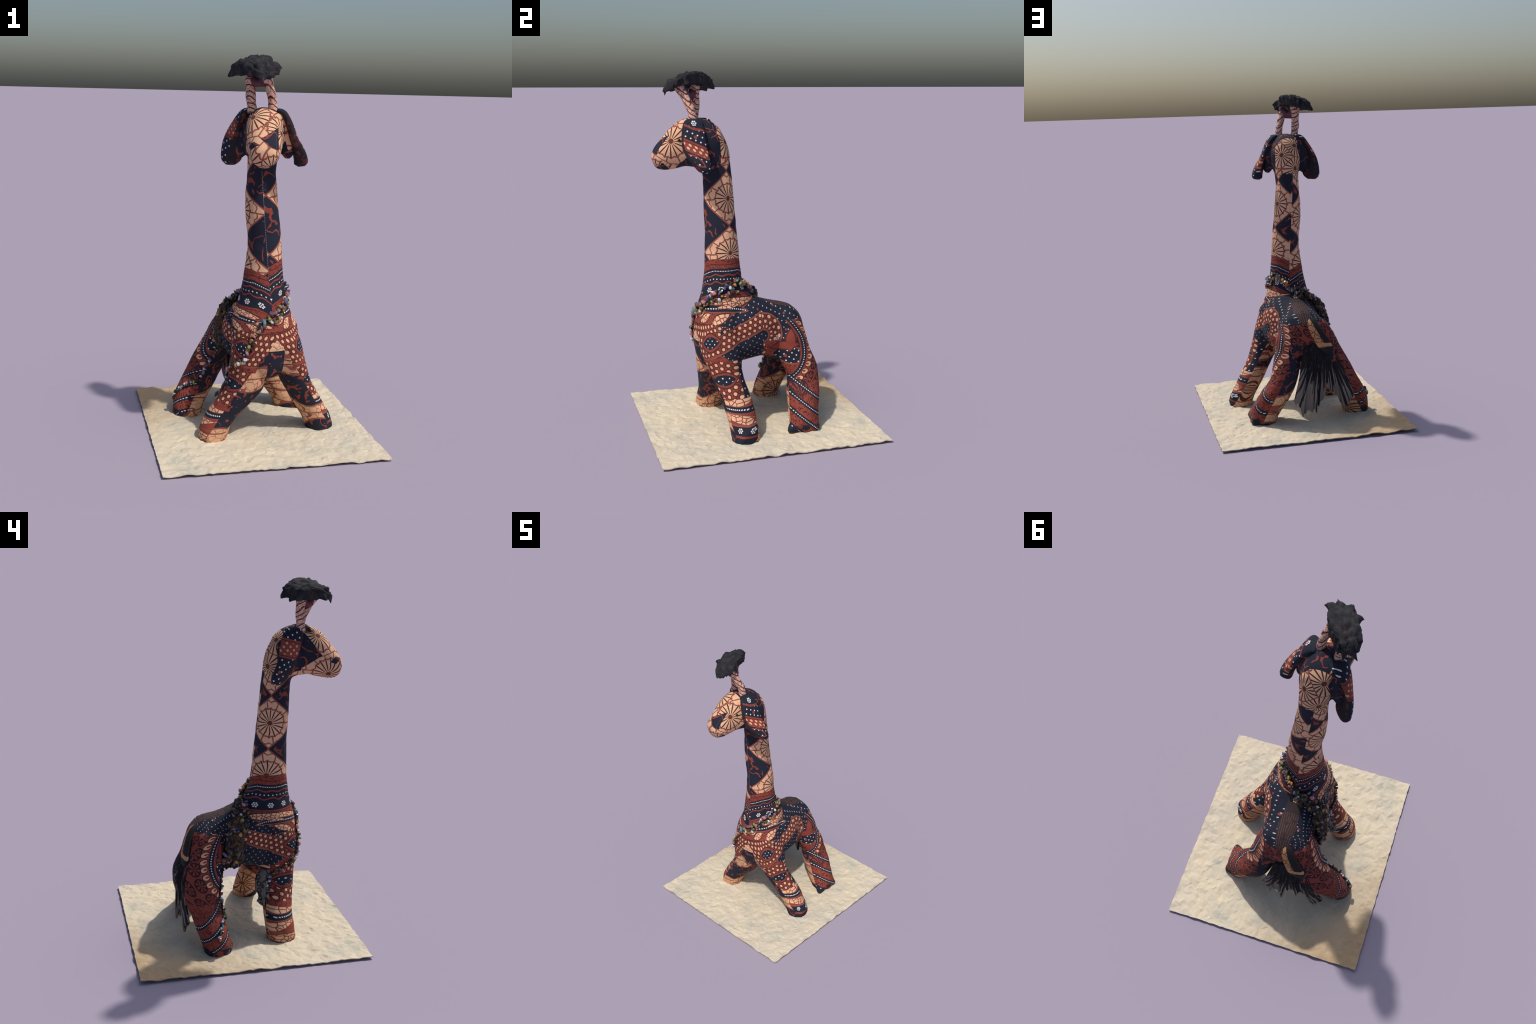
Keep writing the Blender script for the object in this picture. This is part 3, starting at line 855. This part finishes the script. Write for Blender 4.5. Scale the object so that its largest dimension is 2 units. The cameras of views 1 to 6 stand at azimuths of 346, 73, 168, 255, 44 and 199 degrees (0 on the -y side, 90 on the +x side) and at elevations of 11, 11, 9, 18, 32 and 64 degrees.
def garland(me, parent):
    tree = BVHTree.FromPolygons([v.co for v in me.vertices], [tuple(p.vertices) for p in me.polygons])
    r = random.Random(23)
    meshes = []
    for k, (name, (c, rough)) in enumerate(BEADS.items()):
        g = Graph("bead_" + name, rough); g.colour(c); g.paint(g.noise(90) > .58, tuple(v * .35 for v in c))
        g.bsdf.inputs["Specular IOR Level"].default_value = .6
        mat = g.done(0)
        bm = bmesh.new(); bmesh.ops.create_icosphere(bm, subdivisions=1, radius=1)
        for v in bm.verts: v.co *= r.uniform(.72, 1.2)
        mb = bpy.data.meshes.new("bead"); bm.to_mesh(mb); bm.free(); mb.materials.append(mat); meshes.append(mb)
    weights = {"chest": [6, 4, 4, 4, 3, 4, 3, 3, 4, 3], "chest_low": [2, 1, 3, 6, 3, 2, 3, 4, 5, 1], "nape": [4, 3, 1, 2, 3, 2, 7, 4, 3, 2], "back": [3, 1, 2, 2, 3, 3, 12, 7, 4, 4], "hind_string": [4, 3, 1, 1, 3, 2, 9, 4, 2, 2], "fore_string": [3, 1, 2, 2, 4, 3, 7, 5, 3, 1]}
    gm = Graph("tangled_yarn", .9); gm.colour((.030, .024, .022))
    gm.paint(gm.noise(38) > .54, (.11, .05, .03)); gm.paint(gm.noise(52) > .62, (.16, .15, .05)); gm.paint(gm.noise(45, gm.vec(gm.y, gm.z, gm.x)) > .64, (.05, .06, .10))
    yarn = gm.done(.4, 200)
    pile = Pile(); made = 0
    def onto(p, h):
        q, n, _, dist = tree.find_nearest(p)
        return q + n * h, n
    for name, (pts, width, count) in GARLAND.items():
        C = [Vector(p) for p in catmull(pts, 14)]
        S = [onto(p, 0)[0] for p in C]; N = [onto(p, 0)[1] for p in C]
        # the string itself: two or three loosely twisted threads
        for th in range(2 if width < .02 else 7):
            off = r.uniform(0, 6); line = []
            for i, p in enumerate(S):
                t = (S[min(i + 1, len(S) - 1)] - S[max(i - 1, 0)]).normalized(); b = N[i].cross(t)
                a = i * .55 + off
                line.append(p + N[i] * (.005 + width * .30 * (1 + math.sin(a))) + b * width * (.75 * math.cos(a * .8) + .2 * noise.noise(p * 60 + Vector((th, 0, 0)))))
            pile.add(tube(line, .0032 if width < .02 else .0042, 6))
        # a lumpy core under the beads
        if width > .008:
            body = [p + n * width * .25 for p, n in zip(S, N)]
            V, F = tube(body, [width * (.55 + .35 * noise.noise(p * 40)) for p in S], 12)
            V = crumple(V, width * .55, 55, 3.0)
            pile.add((V, F))
        for k in range(count):
            f = (k + r.uniform(.15, .85)) / count * (len(S) - 1); i = int(f); j = min(i + 1, len(S) - 1)
            p = S[i].lerp(S[j], f - i); n = N[i]; t = (S[j] - S[max(i - 1, 0)]).normalized(); b = n.cross(t)
            size = r.uniform(.0065, .0130) * (1.1 if name in ("chest", "nape", "back") else .9)
            at = p + b * r.uniform(-1, 1) * width + n * (size * .6 + width * r.uniform(.25, .85))
            m = r.choices(meshes, weights[name])[0]
            ob = bpy.data.objects.new("bead", m); col.objects.link(ob); ob.parent = parent
            ob.location = at; ob.rotation_euler = (r.uniform(0, 6), r.uniform(0, 6), r.uniform(0, 6))
            ob.scale = (size * r.uniform(.8, 1.6), size * r.uniform(.6, 1.1), size)
            made += 1
    # the bulk of the tangle, where the strings are knotted together behind the -x foreleg
    for c, rad in (((-.178, .055, .535), (.034, .060, .110)), ((-.150, .030, .64), (.040, .060, .075))):
        bm = bmesh.new(); bmesh.ops.create_icosphere(bm, subdivisions=4, radius=1)
        V = [Vector((c[0] + v.co.x * rad[0], c[1] + v.co.y * rad[1], c[2] + v.co.z * rad[2])) for v in bm.verts]
        F = [tuple(w.index for w in f.verts) for f in bm.faces]; bm.free()
        pile.add((crumple(crumple(V, .018, 38, 4.0), .010, 95, 6.0), F))
    # hanks of thread that hang loose on the flank
    for k in range(9):
        p0 = Vector((-.17 + r.uniform(-.01, .02), .03 + r.uniform(-.03, .07), .60 + r.uniform(-.04, .05)))
        line = []
        for i in range(12):
            q, n = onto(p0 - Z * (.021 * i) + Vector((math.sin(i * .7 + k) * .008, math.cos(i * .9 + k * 2) * .008, 0)), .006)
            line.append(q)
        pile.add(tube(line[:r.randint(5, 8)], .0035, 6))
    ob = pile.build("garland_yarn", [yarn], True, parent); ob["kind"] = "stuff"
    # a torn scrap of grey lace hanging behind the -x foreleg
    g = Graph("grey_lace"); g.colour((.15, .13, .125))
    rr = lattice(g.y, g.z, .5, .034, 1)
    rr = (((g.y + .085) / .8).sq() + g.z.rep(.034, .31).sq()).sqrt()
    g.paint((rr - .011).abs() < .0028, (.012, .011, .013)); g.paint(g.noise(26) > .55, (.05, .035, .035))
    lace = g.done(.3, 150)
    V, F = [], []
    rows = [(.385, -.12, -.172, .030), (.35, -.095, -.180, .034), (.31, -.086, -.190, .034), (.27, -.084, -.205, .030), (.245, -.086, -.222, .024), (.225, -.080, -.240, .022), (.205, -.088, -.252, .010)]
    rings = []
    for q in catmull(rows, 5):
        c = Vector((q[2] + .018, q[1] - .010, q[0])); w = noise.noise(Vector((q[0] * 30, 1, 2)))
        rings.append((c + Vector((0, .008 * w, 0)), Vector((.45, .9, 0)).normalized(), Vector((.9, -.45, 0)).normalized(), q[3] * (1 + .2 * w), .006))
    V, F = ring_loft(rings, 20)
    mesh_object("lace_scrap", crumple(V, .006, 40, 1.0), F, [lace], True, parent)

def eyes(me, parent):
    tree = BVHTree.FromPolygons([v.co for v in me.vertices], [tuple(p.vertices) for p in me.polygons])
    g = Graph("glass_eye", .12); g.colour((.008, .007, .008)); g.bsdf.inputs["Specular IOR Level"].default_value = .8; m = g.done(0)
    c = Vector((head_x(-.388), -.388, 1.631))
    for s in (1, -1):
        hit = tree.ray_cast(c + HEAD_SIDE * s * .3, -HEAD_SIDE * s)
        bm = bmesh.new(); bmesh.ops.create_uvsphere(bm, u_segments=20, v_segments=14, radius=.0085)
        mb = bpy.data.meshes.new("eye"); bm.to_mesh(mb); bm.free(); mb.materials.append(m)
        mb.polygons.foreach_set("use_smooth", [True] * len(mb.polygons))
        ob = bpy.data.objects.new("eye", mb); col.objects.link(ob); ob.parent = parent; ob.location = hit[0] + hit[1] * .001
# ------------------------------------------------------------------ assembly
giraffe = bpy.data.objects.new("cloth_giraffe", None); col.objects.link(giraffe)
giraffe["label"] = "patchwork batik cloth giraffe with bead garland and black tuft"
giraffe["category"] = "stuffed toy giraffe"
me = soft_body()
neck = neck_material(); torso = body_print(Graph("batik_trunk"), "torso")
foreleg = body_print(Graph("batik_foreleg"), "foreleg"); hindleg = body_print(Graph("batik_hindleg"), "hindleg")
split_body(me, dict(head=head_material(), neck=neck, torso=torso, foreleg=foreleg, foreleg_=foreleg, hindleg=hindleg, hindleg_=hindleg), giraffe)
for i, rows in enumerate(EARS): mesh_object("ear", *ear_mesh(rows), [ear_material(i == 1)], True, giraffe)
horn_m = horn_material()
for rows in HORNS:
    R = catmull(rows, 5); mesh_object("horn", *tube([r[:3] for r in R], [r[3] for r in R], 18), [horn_m], True, giraffe)
hair, lining = tuft(tuft_material(), giraffe)
g = Graph("tuft_lining"); g.colour((.16, .05, .06)); g.paint(g.noise(40) > .5, (.09, .05, .07))
lining.build("tuft_lining", [g.done()], True, giraffe)
mesh_object("tail", *tail_mesh(), [tail_material()], True, giraffe)
skirt(fringe_material(), yarn_material(), giraffe)
string = bpy.data.objects.new("bead_garland", None); col.objects.link(string); string.parent = giraffe
garland(me, string)
eyes(me, giraffe)
paper = sheet(paper_material())
paper["label"] = "square sheet of buckled beige handmade paper"; paper["category"] = "paper sheet"
bpy.data.meshes.remove(me)
